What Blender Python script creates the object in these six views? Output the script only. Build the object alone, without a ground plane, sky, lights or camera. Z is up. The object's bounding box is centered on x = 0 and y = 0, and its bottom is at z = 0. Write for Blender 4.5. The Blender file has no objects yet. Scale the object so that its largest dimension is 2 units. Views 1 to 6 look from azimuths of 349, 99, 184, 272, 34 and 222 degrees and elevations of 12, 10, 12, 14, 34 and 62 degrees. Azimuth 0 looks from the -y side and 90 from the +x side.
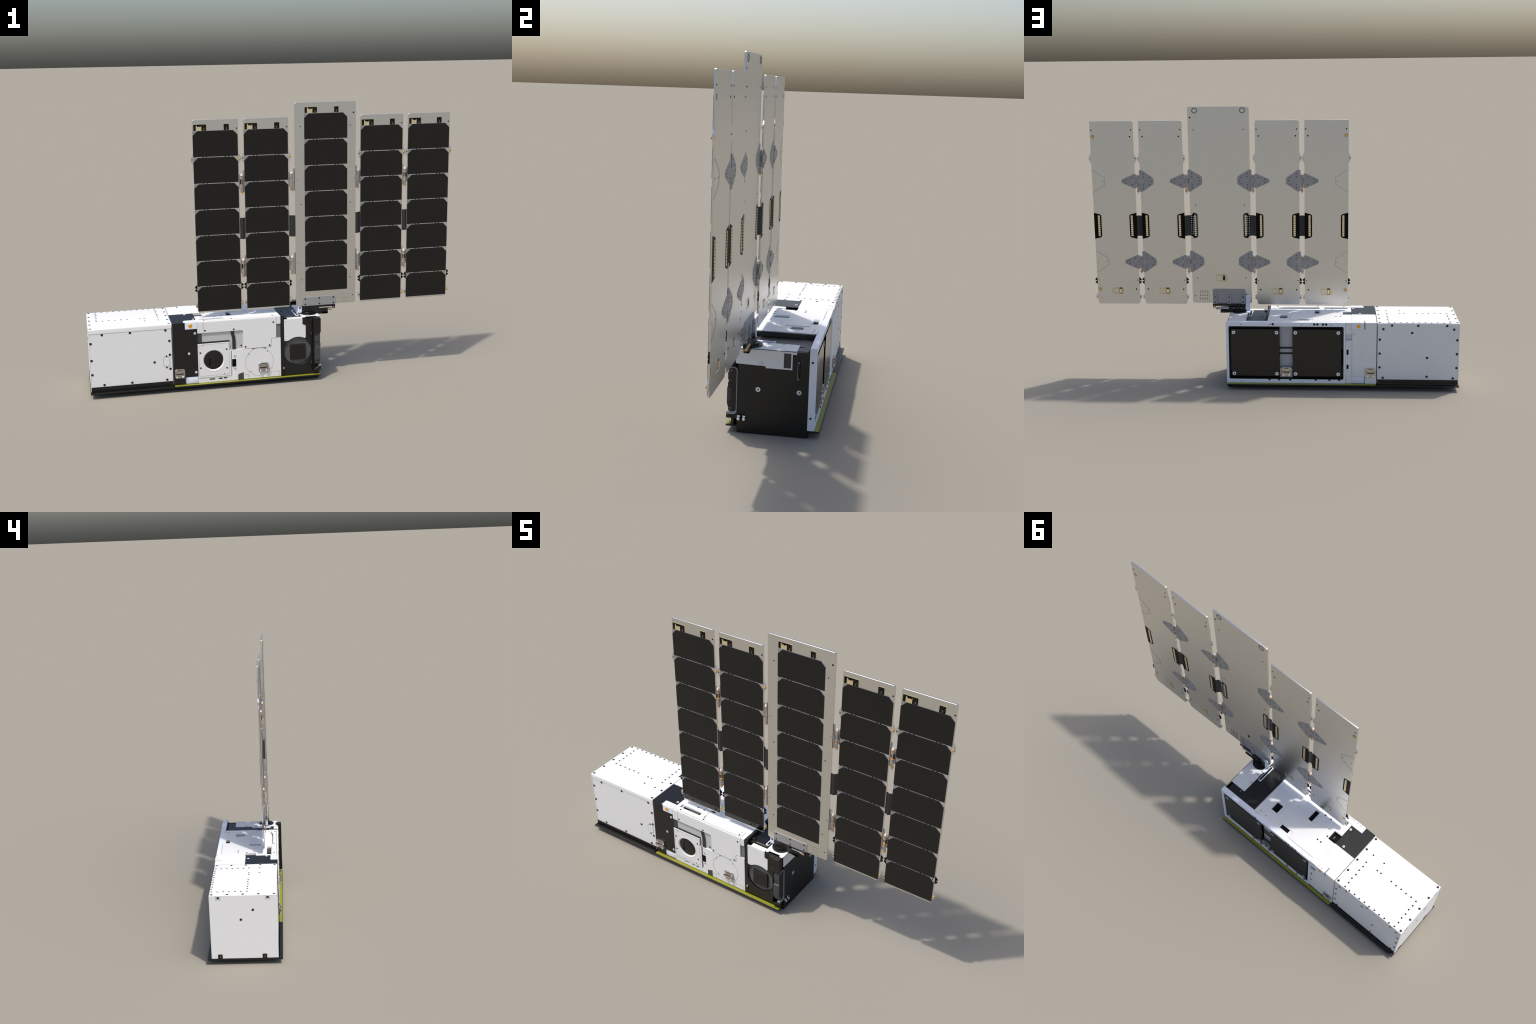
# A small box-shaped spacecraft on black base rails with a five-leaf solar wing.
# Frame: x along the body, -y is the camera side, z up, metres.
import bpy, bmesh, math, random
from mathutils import Matrix, Vector
from mathutils.geometry import delaunay_2d_cdt
random.seed(7)
PI = math.pi

# ------------------------------------------------------------------ materials
def material(name, col, rough=0.5, metal=0.0, spec=0.5, coat=0.0, vary=0.03, scale=60.0, bump=0.0):
    m = bpy.data.materials.new(name)
    m.use_nodes = True
    nt = m.node_tree
    b = nt.nodes['Principled BSDF']
    tc = nt.nodes.new('ShaderNodeTexCoord')
    nz = nt.nodes.new('ShaderNodeTexNoise')
    nz.inputs['Scale'].default_value = scale
    nz.inputs['Detail'].default_value = 3.0
    nt.links.new(tc.outputs['Object'], nz.inputs['Vector'])
    rp = nt.nodes.new('ShaderNodeValToRGB')
    rp.color_ramp.elements[0].position = 0.3
    rp.color_ramp.elements[1].position = 0.7
    rp.color_ramp.elements[0].color = (*[c * (1 - vary) for c in col], 1)
    rp.color_ramp.elements[1].color = (*[min(1, c * (1 + vary)) for c in col], 1)
    nt.links.new(nz.outputs['Fac'], rp.inputs['Fac'])
    nt.links.new(rp.outputs['Color'], b.inputs['Base Color'])
    b.inputs['Roughness'].default_value = rough
    b.inputs['Metallic'].default_value = metal
    b.inputs['Specular IOR Level'].default_value = spec
    b.inputs['Coat Weight'].default_value = coat
    if bump:
        bp = nt.nodes.new('ShaderNodeBump')
        bp.inputs['Strength'].default_value = bump
        bp.inputs['Distance'].default_value = 0.0004
        nt.links.new(nz.outputs['Fac'], bp.inputs['Height'])
        nt.links.new(bp.outputs['Normal'], b.inputs['Normal'])
    return m

M = {}
def defmat():
    M['white'] = material('white_paint', (.735, .735, .73), .5, vary=.012)
    M['well'] = material('sensor_well_grey', (.085, .083, .080), .5)
    M['gap'] = material('shaded_structure_grey', (.165, .165, .165), .55)
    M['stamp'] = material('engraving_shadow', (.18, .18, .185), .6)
    M['gapback'] = material('frame_web_grey', (.42, .43, .46), .5)
    M['blue'] = material('blue_washer', (.10, .25, .42), .35)
    M['brass'] = material('brass_contact', (.52, .26, .02), .5, metal=.2)
    M['pocket'] = material('pocket_floor_mid_grey', (.50, .50, .50), .5, vary=.012)
    M['lilac'] = material('pale_anodised_white', (.74, .77, .86), .45, vary=.012)
    M['black'] = material('black_anodised', (.0028, .0024, .0020), .40, vary=.06)
    M['gloss'] = material('black_radiator_film', (.0020, .0017, .0014), .15, vary=.05)
    M['deep'] = material('dark_cavity', (.004, .004, .004), .7, spec=.2)
    M['screw'] = material('dark_fastener', (.022, .022, .022), .45)
    M['dgrey'] = material('dark_grey_plastic', (.045, .045, .045), .5)
    M['line'] = material('engraved_line', (.10, .10, .10), .6)
    M['skin'] = material('solar_panel_skin', (.70, .69, .655), .34, metal=1.0, vary=.012, scale=25)
    M['cell'] = material('solar_cell_glass', (.0010, .0008, .0006), .05, vary=.05, scale=90)
    M['rim'] = material('cell_edge_tint', (.022, .022, .085), .3)
    M['diode'] = material('bypass_diode', (.30, .30, .295), .4, metal=.4)
    M['leaf'] = material('hinge_plate_grey', (.32, .32, .322), .45, metal=.3, vary=.02)
    M['steel'] = material('bright_steel', (.48, .49, .51), .34, metal=1.0)
    M['clip'] = material('clip_steel', (.50, .47, .455), .22, metal=1.0)
    M['cap'] = material('white_pin_cap', (.75, .77, .80), .3)
    M['gold'] = material('gold_button', (.90, .46, .035), .35, metal=.5)
    M['orange'] = material('orange_bushing', (.62, .26, .012), .4)
    M['yellow'] = material('yellow_strip', (.23, .23, .010), .45, vary=.05)
    M['pcb'] = material('black_circuit_board', (.0012, .0012, .0010), .5, spec=.12)
    M['cream'] = material('contact_pad', (.95, .81, .52), .4, metal=1.0)
    M['tan'] = material('bare_board_tan', (.69, .60, .38), .42, metal=1.0)
    M['led'] = material('sensor_window_violet', (.012, .010, .055), .15)
    M['flex'] = material('black_flex_ribbon', (.020, .020, .020), .45)
    M['grey'] = material('grey_metal', (.30, .305, .32), .4, metal=.3)
    M['chrome'] = material('polished_pin', (.80, .83, .88), .12, metal=1.0)

# ------------------------------------------------------------------ geometry
def rp(pts, r, n=5):
    """Round the corners of a closed polygon (r is one radius or one per corner)."""
    out, k = [], len(pts)
    for i in range(k):
        p = Vector(pts[i]); a = Vector(pts[i - 1]) - p; b = Vector(pts[(i + 1) % k]) - p
        rad = r[i] if isinstance(r, (list, tuple)) else r
        if rad <= 0 or a.length < 1e-9 or b.length < 1e-9:
            out.append(tuple(p)); continue
        la, lb = a.length, b.length
        a.normalize(); b.normalize()
        ang = math.acos(max(-1, min(1, a.dot(b))))
        if ang > PI - .02:
            out.append(tuple(p)); continue
        d = min(rad / math.tan(ang / 2), la * .49, lb * .49)
        rr = d * math.tan(ang / 2)
        c = p + (a + b).normalized() * (rr / math.sin(ang / 2))
        s, e = p + a * d - c, p + b * d - c
        a0, a1 = math.atan2(s.y, s.x), math.atan2(e.y, e.x)
        da = (a1 - a0 + PI) % (2 * PI) - PI
        for j in range(n + 1):
            t = a0 + da * j / n
            out.append((c.x + rr * math.cos(t), c.y + rr * math.sin(t)))
    return out

def rect(u0, u1, v0, v1, r=0.0, n=5):
    q = [(u0, v0), (u1, v0), (u1, v1), (u0, v1)]
    return rp(q, r, n) if r else q

def disc(cu, cv, r, n=40, a0=0.0, a1=2 * PI):
    return [(cu + r * math.cos(a0 + (a1 - a0) * i / n), cv + r * math.sin(a0 + (a1 - a0) * i / n)) for i in range(n)]

def arc(cu, cv, r, a0, a1, n=16):
    return [(cu + r * math.cos(math.radians(a0 + (a1 - a0) * i / n)), cv + r * math.sin(math.radians(a0 + (a1 - a0) * i / n))) for i in range(n + 1)]

def to_axis(axis):
    # local (u, v, w): 'z' -> (x,y,z), 'y' -> (x,z | w=y), 'x' -> (y,z | w=x)
    if axis == 'z': return lambda u, v, w: (u, v, w)
    if axis == 'y': return lambda u, v, w: (u, w, v)
    return lambda u, v, w: (w, u, v)

def inside(p, L):
    x, y, c = p[0], p[1], False
    for i in range(len(L)):
        x0, y0 = L[i - 1][0], L[i - 1][1]; x1, y1 = L[i][0], L[i][1]
        if (y0 > y) != (y1 > y) and x < (x1 - x0) * (y - y0) / (y1 - y0) + x0: c = not c
    return c

def offset_loop(L, d, outer):
    """Move a closed outline into the material by d (outer outlines shrink, holes grow)."""
    n = len(L)
    area = sum(L[i - 1][0] * L[i][1] - L[i][0] * L[i - 1][1] for i in range(n))
    s = d * (1 if area > 0 else -1) * (1 if outer else -1)
    out = []
    for i in range(n):
        p, a, b = Vector(L[i]), Vector(L[i - 1]), Vector(L[(i + 1) % n])
        u, v = (p - a).normalized(), (b - p).normalized()
        nu, nv = Vector((-u.y, u.x)), Vector((-v.y, v.x))
        h = nu + nv
        k = 1 + nu.dot(nv)
        out.append(tuple(p + h * (s / max(k, .35))))
    return out

class Part:
    def __init__(self, name):
        self.name, self.bm, self.mats = name, bmesh.new(), []
    def mi(self, key):
        if key not in self.mats: self.mats.append(key)
        return self.mats.index(key)
    def take(self, mesh, key, key_side=None, side_test=None):
        idx = self.mi(key)
        for p in mesh.polygons: p.material_index = idx
        if key_side:
            j = self.mi(key_side)
            for p in mesh.polygons:
                if side_test(p.normal): p.material_index = j
        self.bm.from_mesh(mesh)
        bpy.data.meshes.remove(mesh)
        return self
    def plate(self, loops, axis, a0, a1, key, bev=0.0, side=None):
        """Flat plate: outline (and holes) extruded from a0 to a1 along an axis, edges chamfered by bev."""
        if loops and not isinstance(loops[0][0], (tuple, list)): loops = [loops]
        lo, hi = min(a0, a1), max(a0, a1)
        bev = min(bev, (hi - lo) * .45)
        clean = []
        for L in loops:
            q = []
            for p in L:
                if not q or math.hypot(p[0] - q[-1][0], p[1] - q[-1][1]) > 2e-5: q.append(tuple(p))
            if math.hypot(q[0][0] - q[-1][0], q[0][1] - q[-1][1]) <= 2e-5: q.pop()
            clean.append(q)
        inset = [offset_loop(L, bev, not any(j != i and inside(L[0], O) for j, O in enumerate(clean))) if bev else L for i, L in enumerate(clean)]
        pts, edges = [], []
        for L in inset:
            k = len(pts); pts += [Vector(p) for p in L]
            edges += [(k + i, k + (i + 1) % len(L)) for i in range(len(L))]
        vs, _, tris, _, _, _ = delaunay_2d_cdt(pts, edges, [], 0, 1e-7)
        f, b = to_axis(axis), bmesh.new()
        caps = []
        for w in (lo, hi):
            bv = [b.verts.new(f(v.x, v.y, w)) for v in vs]
            for t in tris:
                c = sum((vs[i] for i in t), Vector((0, 0))) / 3
                if sum(inside(c, L) for L in inset) % 2: caps.append(b.faces.new([bv[i] for i in t]))
        for L, I in zip(clean, inset):
            rings = [(I, lo), (L, lo + bev), (L, hi - bev), (I, hi)] if bev else [(L, lo), (L, hi)]
            rv = [[b.verts.new(f(p[0], p[1], w)) for p in R] for R, w in rings]
            for p, q in zip(rv, rv[1:]):
                for i in range(len(p)):
                    j = (i + 1) % len(p)
                    b.faces.new((p[i], p[j], q[j], q[i]))
        bmesh.ops.remove_doubles(b, verts=b.verts[:], dist=2e-6)
        bmesh.ops.delete(b, geom=[v for v in b.verts if not v.link_faces], context='VERTS')
        bmesh.ops.recalc_face_normals(b, faces=b.faces[:])
        k = 'xyz'.index(axis)
        b.normal_update()
        for e in b.edges:   # keep the flat faces flat
            n = [abs(q.normal[k]) > .995 for q in e.link_faces]
            if len(n) == 2 and n[0] != n[1]: e.smooth = False
        m = bpy.data.meshes.new('t'); b.to_mesh(m); b.free()
        return self.take(m, key, side, (lambda n: abs(n[k]) < .9) if side else None)
    def box(self, x0, x1, y0, y1, z0, z1, key, bev=0.0, seg=2):
        b = bmesh.new(); bmesh.ops.create_cube(b, size=1.0)
        for v in b.verts:
            v.co = ((x0 + x1) / 2 + v.co.x * (x1 - x0), (y0 + y1) / 2 + v.co.y * (y1 - y0), (z0 + z1) / 2 + v.co.z * (z1 - z0))
        if bev: bmesh.ops.bevel(b, geom=b.edges[:], offset=bev, segments=seg, affect='EDGES', profile=.5)
        bmesh.ops.recalc_face_normals(b, faces=b.faces)
        for e in b.edges: e.smooth = False
        m = bpy.data.meshes.new('t'); b.to_mesh(m); b.free()
        return self.take(m, key)
    def lathe(self, cx, cy, cz, axis, prof, key, n=32):
        """Revolve (radius, height) pairs about an axis through a point."""
        b = bmesh.new(); f = to_axis(axis); c = Vector((cx, cy, cz)); rings = []
        for r, h in prof:
            if r < 1e-7: rings.append([b.verts.new(c + Vector(f(0, 0, h)))])
            else: rings.append([b.verts.new(c + Vector(f(r * math.cos(2 * PI * i / n), r * math.sin(2 * PI * i / n), h))) for i in range(n)])
        tube = len(rings[0]) > 2 and len(rings[-1]) > 2      # a profile off the axis closes on itself
        for p, q in zip(rings, rings[1:] + (rings[:1] if tube else [])):
            if p is q: continue
            for i in range(n):
                j = (i + 1) % n
                vs = [p[i % len(p)], p[j % len(p)], q[j % len(q)], q[i % len(q)]]
                u = []
                for v in vs:
                    if v not in u: u.append(v)
                if len(u) > 2: b.faces.new(u)
        for R in (rings[0], rings[-1]):
            if len(R) > 2 and not tube: b.faces.new(R)
        bmesh.ops.recalc_face_normals(b, faces=b.faces)
        m = bpy.data.meshes.new('t'); b.to_mesh(m); b.free()
        return self.take(m, key)
    def cyl(self, cx, cy, cz, axis, r, a0, a1, key, n=32, bev=0.0):
        lo, hi = min(a0, a1), max(a0, a1)
        base = [cx, cy, cz]; base['xyz'.index(axis)] = 0.0
        pr = [(0, lo), (r - bev, lo), (r, lo + bev), (r, hi - bev), (r - bev, hi), (0, hi)] if bev else [(0, lo), (r, lo), (r, hi), (0, hi)]
        return self.lathe(*base, axis, pr, key, n)
    def sweep(self, prof, axis, a0, a1, key):
        return self.plate(prof, axis, a0, a1, key)
    def mesh(self):
        m = bpy.data.meshes.new(self.name)
        self.bm.normal_update()
        for e in self.bm.edges:
            if len(e.link_faces) != 2 or e.calc_face_angle(9) > math.radians(32): e.smooth = False
        self.bm.to_mesh(m); self.bm.free()
        for k in self.mats: m.materials.append(M[k])
        for p in m.polygons: p.use_smooth = True
        return m
    def done(self, parent=None, stuff=False):
        o = bpy.data.objects.new(self.name, self.mesh())
        bpy.context.scene.collection.objects.link(o)
        o.parent = parent
        if stuff: o['kind'] = 'stuff'
        return o

def inst(name, mesh, loc, parent, rot=None):
    o = bpy.data.objects.new(name, mesh)
    m = Matrix.Translation(loc)
    if rot is not None: m = m @ rot
    o.matrix_basis = m
    o.parent = parent
    bpy.context.scene.collection.objects.link(o)
    return o

FACE = {'+z': Matrix.Identity(4), '-y': Matrix.Rotation(PI / 2, 4, 'X'), '+y': Matrix.Rotation(-PI / 2, 4, 'X'),
        '+x': Matrix.Rotation(PI / 2, 4, 'Y'), '-x': Matrix.Rotation(-PI / 2, 4, 'Y')}

def screw_mesh(name, r, h, key, recess='deep', kind='hex'):
    """Fastener head facing +z with a real hex socket or cross recess."""
    P = Part(name)
    if kind == 'hex': hole = disc(0, 0, r * .42, 6)
    else:
        a, w = r * .55, r * .13
        hole = [(w, w), (a, w), (a, -w), (w, -w), (w, -a), (-w, -a), (-w, -w), (-a, -w), (-a, w), (-w, w), (-w, a), (w, a)]
    P.plate([disc(0, 0, r, 24), hole], 'z', -h * .3, h, key, bev=min(h * .4, r * .12))
    P.cyl(0, 0, 0, 'z', r * .7, -h, h * .25, recess, 12)
    if key == 'chrome': P.plate([disc(0, 0, r * 1.14, 28), disc(0, 0, r * .99, 28)], 'z', -h * .3, h * .6, 'blue')
    return P.mesh()

def build():
    defmat()
    sat = bpy.data.objects.new('small_satellite', None)
    sat.empty_display_size = .1
    bpy.context.scene.collection.objects.link(sat)
    sat['label'] = 'white and black box satellite with five upright solar panels'
    sat['category'] = 'satellite'

    S_big = screw_mesh('screw', .0066, .0010, 'screw')
    S_med = screw_mesh('screw', .0047, .0009, 'screw')
    S_tiny = screw_mesh('screw', .0026, .0006, 'screw')
    S_white = screw_mesh('screw', .0064, .0010, 'white', 'line', 'cross')
    S_plain = screw_mesh('screw', .0050, .0007, 'lilac', 'line', 'cross')
    S_cross = screw_mesh('screw', .0092, .0014, 'chrome', 'deep', 'cross')

    # ============================================================ base rails
    P = Part('base_rail')
    P.box(-.560, .233, -.144, .144, .0, .0225, 'black', .002)
    P.box(-1.0, -.5675, -.1895, .1895, .0225, .0310, 'black', .0015)
    P.box(-.5655, .2345, -.1895, .1895, .0215, .0290, 'black', .0015)
    for s in (-1, 1):
        y0, y1 = sorted((s * .150, s * .1690))
        P.box(-.9945, -.569, y0, y1, .030, .0565, 'black', .001)
        y0, y1 = sorted((s * .1675, s * .1735))
        P.plate(rp([(y0, .0305), (y1, .0305), (y1, .0325), (y0, .0365)], 0), 'x', -.9945, -.569, 'black')
    rail = P.done(sat)
    for s in (-1, 1):
        P = Part('yellow_strip')
        y0, y1 = sorted((s * .1700, s * .1872))
        P.plate(rect(-.560, .2345, y0, y1, .004), 'z', .0285, .0312, 'yellow', .0006)
        P.done(rail)
    for x, y, f in ((-.857, -.1692, '-y'), (-.867, .1692, '+y')):
        inst('screw', S_tiny, (x, y, .046), rail, FACE[f])

    # ============================================================ payload box
    P = Part('payload_box')
    P.box(-.994, -.5675, -.1665, .1665, .034, .366, 'white', .001)
    # black foot tabs at the far end
    for y in (.1235, -.0995):
        P.plate(rect(y - .0115, y + .0115, .0315, .0545, .003), 'x', -.9990, -.996, 'deep', .0004)
        P.plate(rect(y - .010, y + .010, .0330, .053, .002), 'x', -.9996, -.998, 'black', .0003)
        P.plate(rp([(y + .002, .041), (y - .004, .046), (y - .004, .0445), (y, .041), (y - .004, .0375), (y - .004, .036)], 0), 'x', -1.0, -.9990, 'tan')
    boxo = P.done(sat)
    P = Part('lid')
    prof = rp([(-.168, .3450), (-.168, .3697), (.168, .3697), (.168, .3465), (.166, .3465), (.166, .3675), (-.166, .3675), (-.166, .3450)],
              [0, .006, .006, 0, 0, .004, .004, 0], 4)
    P.plate(prof, 'x', -.9945, -.5665, 'white', .0004)
    lid = P.done(boxo)
    P = Part('end_plate')
    P.plate(rect(-.168, .168, .0315, .3690, .003), 'x', -.9975, -.9925, 'white', .0012)
    for y in (.1225, -.1230):   # hooked screw tabs
        for u0, u1, v0, v1 in ((y + .0105, y + .0117, .346, .368), (y - .0117, y - .0105, .346, .368), (y + .004, y + .0105, .3450, .3462), (y - .0105, y - .004, .3450, .3462)):
            P.plate(rect(u0, u1, v0, v1), 'x', -.9981, -.997, 'line')
    P.done(boxo)
    for y, z in ((.1225, .3565), (-.1230, .3565), (-.048, .291), (.013, .240)):
        inst('screw', S_big, (-.9975, y, z), boxo, FACE['-x'])
    front = [(-.927, .337), (-.783, .337), (-.599, .337), (-.580, .278), (-.580, .202), (-.580, .125), (-.599, .066), (-.783, .066),
             (-.927, .066), (-.986, .125), (-.986, .202), (-.986, .293), (-.662, .167)]
    back = [(-.598, .336), (-.968, .336), (-.986, .278), (-.986, .201), (-.986, .124), (-.968, .066), (-.830, .074), (-.598, .066),
            (-.580, .124), (-.580, .201), (-.580, .278), (-.749, .316), (-.830, .179)]
    for x, z in front: inst('screw', S_big, (x, -.1667, z), boxo, FACE['-y'])
    for x, z in back: inst('screw', S_big, (x, .1667, z), boxo, FACE['+y'])
    for x in (-.643, -.780, -.931): inst('screw', S_big, (x, .1680, .356), boxo, FACE['+y'])
    for x in (-.9855, -.579):
        for k in range(5): inst('screw', S_big, (x, -.155 + .0773 * k, .3697), lid)
    # access hatch outline on the lid and its ring of small screws
    P = Part('hatch_outline')
    hl = [(-.618, .1655), (-.957, .1655), (-.957, -.0270), (-.690, -.0270), (-.690, -.0790), (-.6180, -.0790)]
    inner = [(-.6192, .1643), (-.9558, .1643), (-.9558, -.0258), (-.6888, -.0258), (-.6888, -.0778), (-.6192, -.0778)]
    P.plate([hl, inner], 'z', .3690, .36995, 'white')
    P.done(lid)
    small = [(-.626, -.075), (-.697, -.076), (-.695, -.021)]
    small += [(-.719 - .0000, -.0215)] + [(-.787 - .0322 * k, -.0215 + .002 * (k % 2)) for k in range(6)]
    small += [(-.950 + .003 * (k % 2), .010 + .0294 * k) for k in range(6)]
    small += [(-.915 + .0323 * k, .1600 - .0025 * (k % 2)) for k in range(9)]
    small += [(-.6245 + .003 * ((k % 2) - .5), .128 - .0294 * k) for k in range(6)] + [(-.626, .157)]
    for x, y in small: inst('screw', S_med, (x, y, .3697), lid)
    # elongated hexagonal port cover on the front
    P = Part('port_cover')
    hexo = [(-.598, .1985), (-.581, .186), (-.581, .145), (-.598, .1325), (-.616, .145), (-.616, .186)]
    hexi = [(c[0] * .93 + -.5985 * .07, c[1] * .95 + .1655 * .05) for c in hexo]
    P.plate([hexo, hexi], 'y', -.1672, -.166, 'line')
    P.plate(hexi, 'y', -.1674, -.166, 'white')
    P.done(boxo)
    for z in (.195, .135): inst('screw', S_med, (-.5985, -.1674, z), boxo, FACE['-y'])

    # ============================================================ avionics block
    P = Part('avionics_block')
    P.box(-.5630, -.4325, -.166, .166, .031, .368, 'white', .001)
    P.plate(rect(-.5630, -.4325, .0065, .1680), 'z', .366, .3705, 'white', .0006)
    av = P.done(sat)
    P = Part('black_cover')
    P.plate([(-.5630, .031), (-.5030, .031), (-.5030, .0705), (-.4330, .0705), (-.4330, .3700), (-.5630, .3700)], 'y', -.1695, -.165, 'black', .0008)
    P.plate(rect(-.5630, -.4330, -.1690, .0050), 'z', .366, .3700, 'black', .0006)
    P.done(av)
    for x, z in ((-.445, .309), (-.479, .200), (-.444, .094)): inst('screw', S_white, (x, -.1695, z), av, FACE['-y'])
    for x, y in ((-.444, -.110), (-.478, -.010)): inst('screw', S_white, (x, y, .3700), av)
    # lower block, front and back
    for s in (-1, 1):
        P = Part('lower_block')
        y0, y1 = sorted((s * .140, s * .1680))
        P.box(-.4985, -.4335, y0, y1, .0325, .0695, 'lilac', .0015)
        P.box(-.5025, -.4992, y0, s * .1672, .0325, .0695, 'grey') if s > 0 else P.box(-.5025, -.4992, s * .1672, y1, .0325, .0695, 'grey')
        P.done(av)
    # back cover
    P = Part('back_cover')
    P.plate(rp([(-.5630, .031), (-.5035, .031), (-.5035, .0710), (-.4340, .0710), (-.4340, .3330), (-.5035, .3330), (-.5035, .3700), (-.5630, .3700)], 0),
            'y', .165, .1690, 'white', .0008)
    P.done(av)
    for x, z in ((-.444, .307), (-.478, .201), (-.444, .094)): inst('screw', S_plain, (x, .1690, z), av, FACE['+y'])
    # sun sensors: block with a gold button, one each side
    for s in (-1, 1):
        P = Part('sun_sensor')
        yo = s * .1715
        yi = s * .131
        y0, y1 = sorted((yi, yo))
        P.box(-.4965, -.4315, y0, y1, .3325, .3715, 'lilac', .0022)
        P.box(-.5030, -.4972, y0 + (.0 if s > 0 else .002), y1 - (.002 if s > 0 else 0), .3325, .3705, 'grey' if s > 0 else 'white', .001)
        for x in (-.450, -.472): P.cyl(x, s * .161, 0, 'z', .0024, .371, .3720, 'screw', 12)
        ss = P.done(av)
        P = Part('gold_button')
        pr = [(0, .0010), (.0030, .0010), (.0034, .0004), (.0042, .0004), (.0046, .0012), (.0096, .0012), (.0108, 0), (.0108, -.002), (0, -.002)]
        P.lathe(-.468, yo, .3515, 'y', [(r, s * h) for r, h in pr], 'gold', 32)
        P.done(ss)
    # service strip on the back, with a square recess and two slots
    P = Part('service_strip')
    P.plate([rect(-.4325, -.3995, .031, .3665), rect(-.4322, -.3998, .272, .306), rect(-.4155, -.4045, .191, .221, .002), rect(-.4155, -.4045, .112, .137, .002)],
            'y', .1600, .1665, 'white')
    P.box(-.4325, -.3995, .150, .1545, .262, .316, 'white')
    P.box(-.417, -.403, .156, .160, .105, .226, 'deep')
    for z in (.177, .173, .098): P.cyl(-.410, 0, z, 'y', .0016, .166, .1669, 'line', 10)
    P.done(av)

    # ============================================================ bus core
    P = Part('bus_core')
    P.box(-.4322, .0170, -.1390, .118, .0300, .3460, 'white')
    P.box(-.4322, -.3900, -.1390, .150, .0300, .3460, 'white')
    P.box(-.40, .0170, .110, .150, .0300, .0500, 'black'); P.box(-.40, .0170, .110, .150, .3490, .3580, 'black')
    bus = P.done(sat)

    # ---- front frame
    yf, yb = -.1710, -.1600
    P = Part('front_frame')
    P.plate(rp([(-.3990, .3578), (-.0060, .3578), (-.0060, .2500), (-.0345, .2500), (-.0345, .2030), (-.1865, .2030), (-.1865, .3070), (-.3990, .3070)],
               [0, 0, 0, .006, .006, 0, .009, 0]), 'y', yf, yb, 'white', .0006)
    P.box(-.4315, -.4005, yf, yb, .3070, .3578, 'white', .0006)
    # top flange, its rear edge scooped away along the tank
    fl = [(-.4315, -.1655), (-.0060, -.1655), (-.0060, -.1160), (-.0150, -.1160)] + \
         [(-.0220, -.1230), (-.0320, -.1330), (-.0480, -.1395), (-.0750, -.1425), (-.2350, -.1430), (-.2450, -.1380), (-.4315, -.1380)]
    P.plate(rp(fl, [0, 0, .004, .006, .004, .01, .02, .02, .006, .006, 0], 3), 'z', .3630, .3700, 'white', .0008)
    for a, b in ((-.4315, -.4005), (-.3990, -.0060)):
        P.plate(rp([(-.1710, .3578), (-.1710, .3700), (-.1630, .3700), (-.1630, .3578)], [0, .003, 0, 0], 4), 'x', a, b, 'white')
    P.box(-.0045, .0178, yf, -.116, .3270, .3698, 'white', .001)
    ff = P.done(bus)
    for x, z in ((-.391, .320), (-.237, .3155), (-.0215, .339), (-.044, .2125), (-.175, .2140)):
        inst('screw', S_med, (x, yf, z), ff, FACE['-y'])
    for x, y in ((-.392, -.151), (-.245, -.151), (-.0215, -.153)): inst('screw', S_med, (x, y, .3700), ff)
    inst('screw', S_tiny, (-.0220, -.131, .3700), ff)
    # ---- lower front plate with the round cover
    cx, cz, cr = -.1010, .1240, .0770
    P = Part('lower_front_plate')
    a = [p for p in arc(cx, cz, cr + .0009, 118, 62, 10)]
    out = [(-.1865, .0330), (.0178, .0330), (.0178, .2485), (-.0330, .2485), (-.0330, .2010), (-.0640, .2010)] + a[::-1] + [(-.1390, .2010), (-.1865, .2010)]
    P.plate(rp(out, [0, 0, 0, .006, .004, 0] + [0] * len(a) + [0, 0]), 'y', -.1702, yb, 'white', .0005)
    # thin circular seam, oval tab and inset panel
    P.plate([disc(cx, cz, cr + .0005, 72), disc(cx, cz, cr - .0005, 72)], 'y', -.17045, -.169, 'line')
    P.plate([rect(-.1868, -.1600, .0330, .0590, .008), rect(-.1868, -.1612, .0330, .0578, .007)], 'y', -.1705, -.169, 'line')
    P.plate([rect(-.0490, .0110, .0345, .0620), rect(-.0480, .0100, .0345, .0612)], 'y', -.1704, -.169, 'line')
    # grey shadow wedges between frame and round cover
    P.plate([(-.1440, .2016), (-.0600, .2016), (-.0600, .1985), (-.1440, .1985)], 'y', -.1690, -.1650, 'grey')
    lp = P.done(bus)
    for x, z in ((-.157, .171), (-.057, .179), (-.148, .072), (-.048, .081)): inst('screw', S_tiny, (x, -.1703, z), lp, FACE['-y'])
    # ---- dark gap liner right of the frame and left of the pocket
    P = Part('pocket_liner')
    P.box(-.0045, .0178, -.1660, -.1620, .245, .330, 'gap')
    P.plate([(-.4315, .2500), (-.2615, .2500), (-.2615, .1950), (-.1865, .1950), (-.1865, .3120), (-.4315, .3120)], 'y', -.1640, -.1600, 'pocket')
    P.box(-.4315, -.4090, -.1670, -.1620, .2560, .3070, 'dgrey', .001)
    P.done(bus)
    # ---- ribbon cable hanging in the pocket
    P = Part('ribbon_cable')
    cl = [(-.2445, .309), (-.2445, .296), (-.2425, .285), (-.2385, .270), (-.2372, .255), (-.2370, .200)]
    L = [(x - .0088, z) for x, z in cl]; R = [(x + .0088, z) for x, z in cl][::-1]
    P.plate(L + R, 'y', -.1685, -.1665, 'flex', .0003)
    P.done(bus)
    # ---- optical camera
    P = Part('camera')
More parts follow.
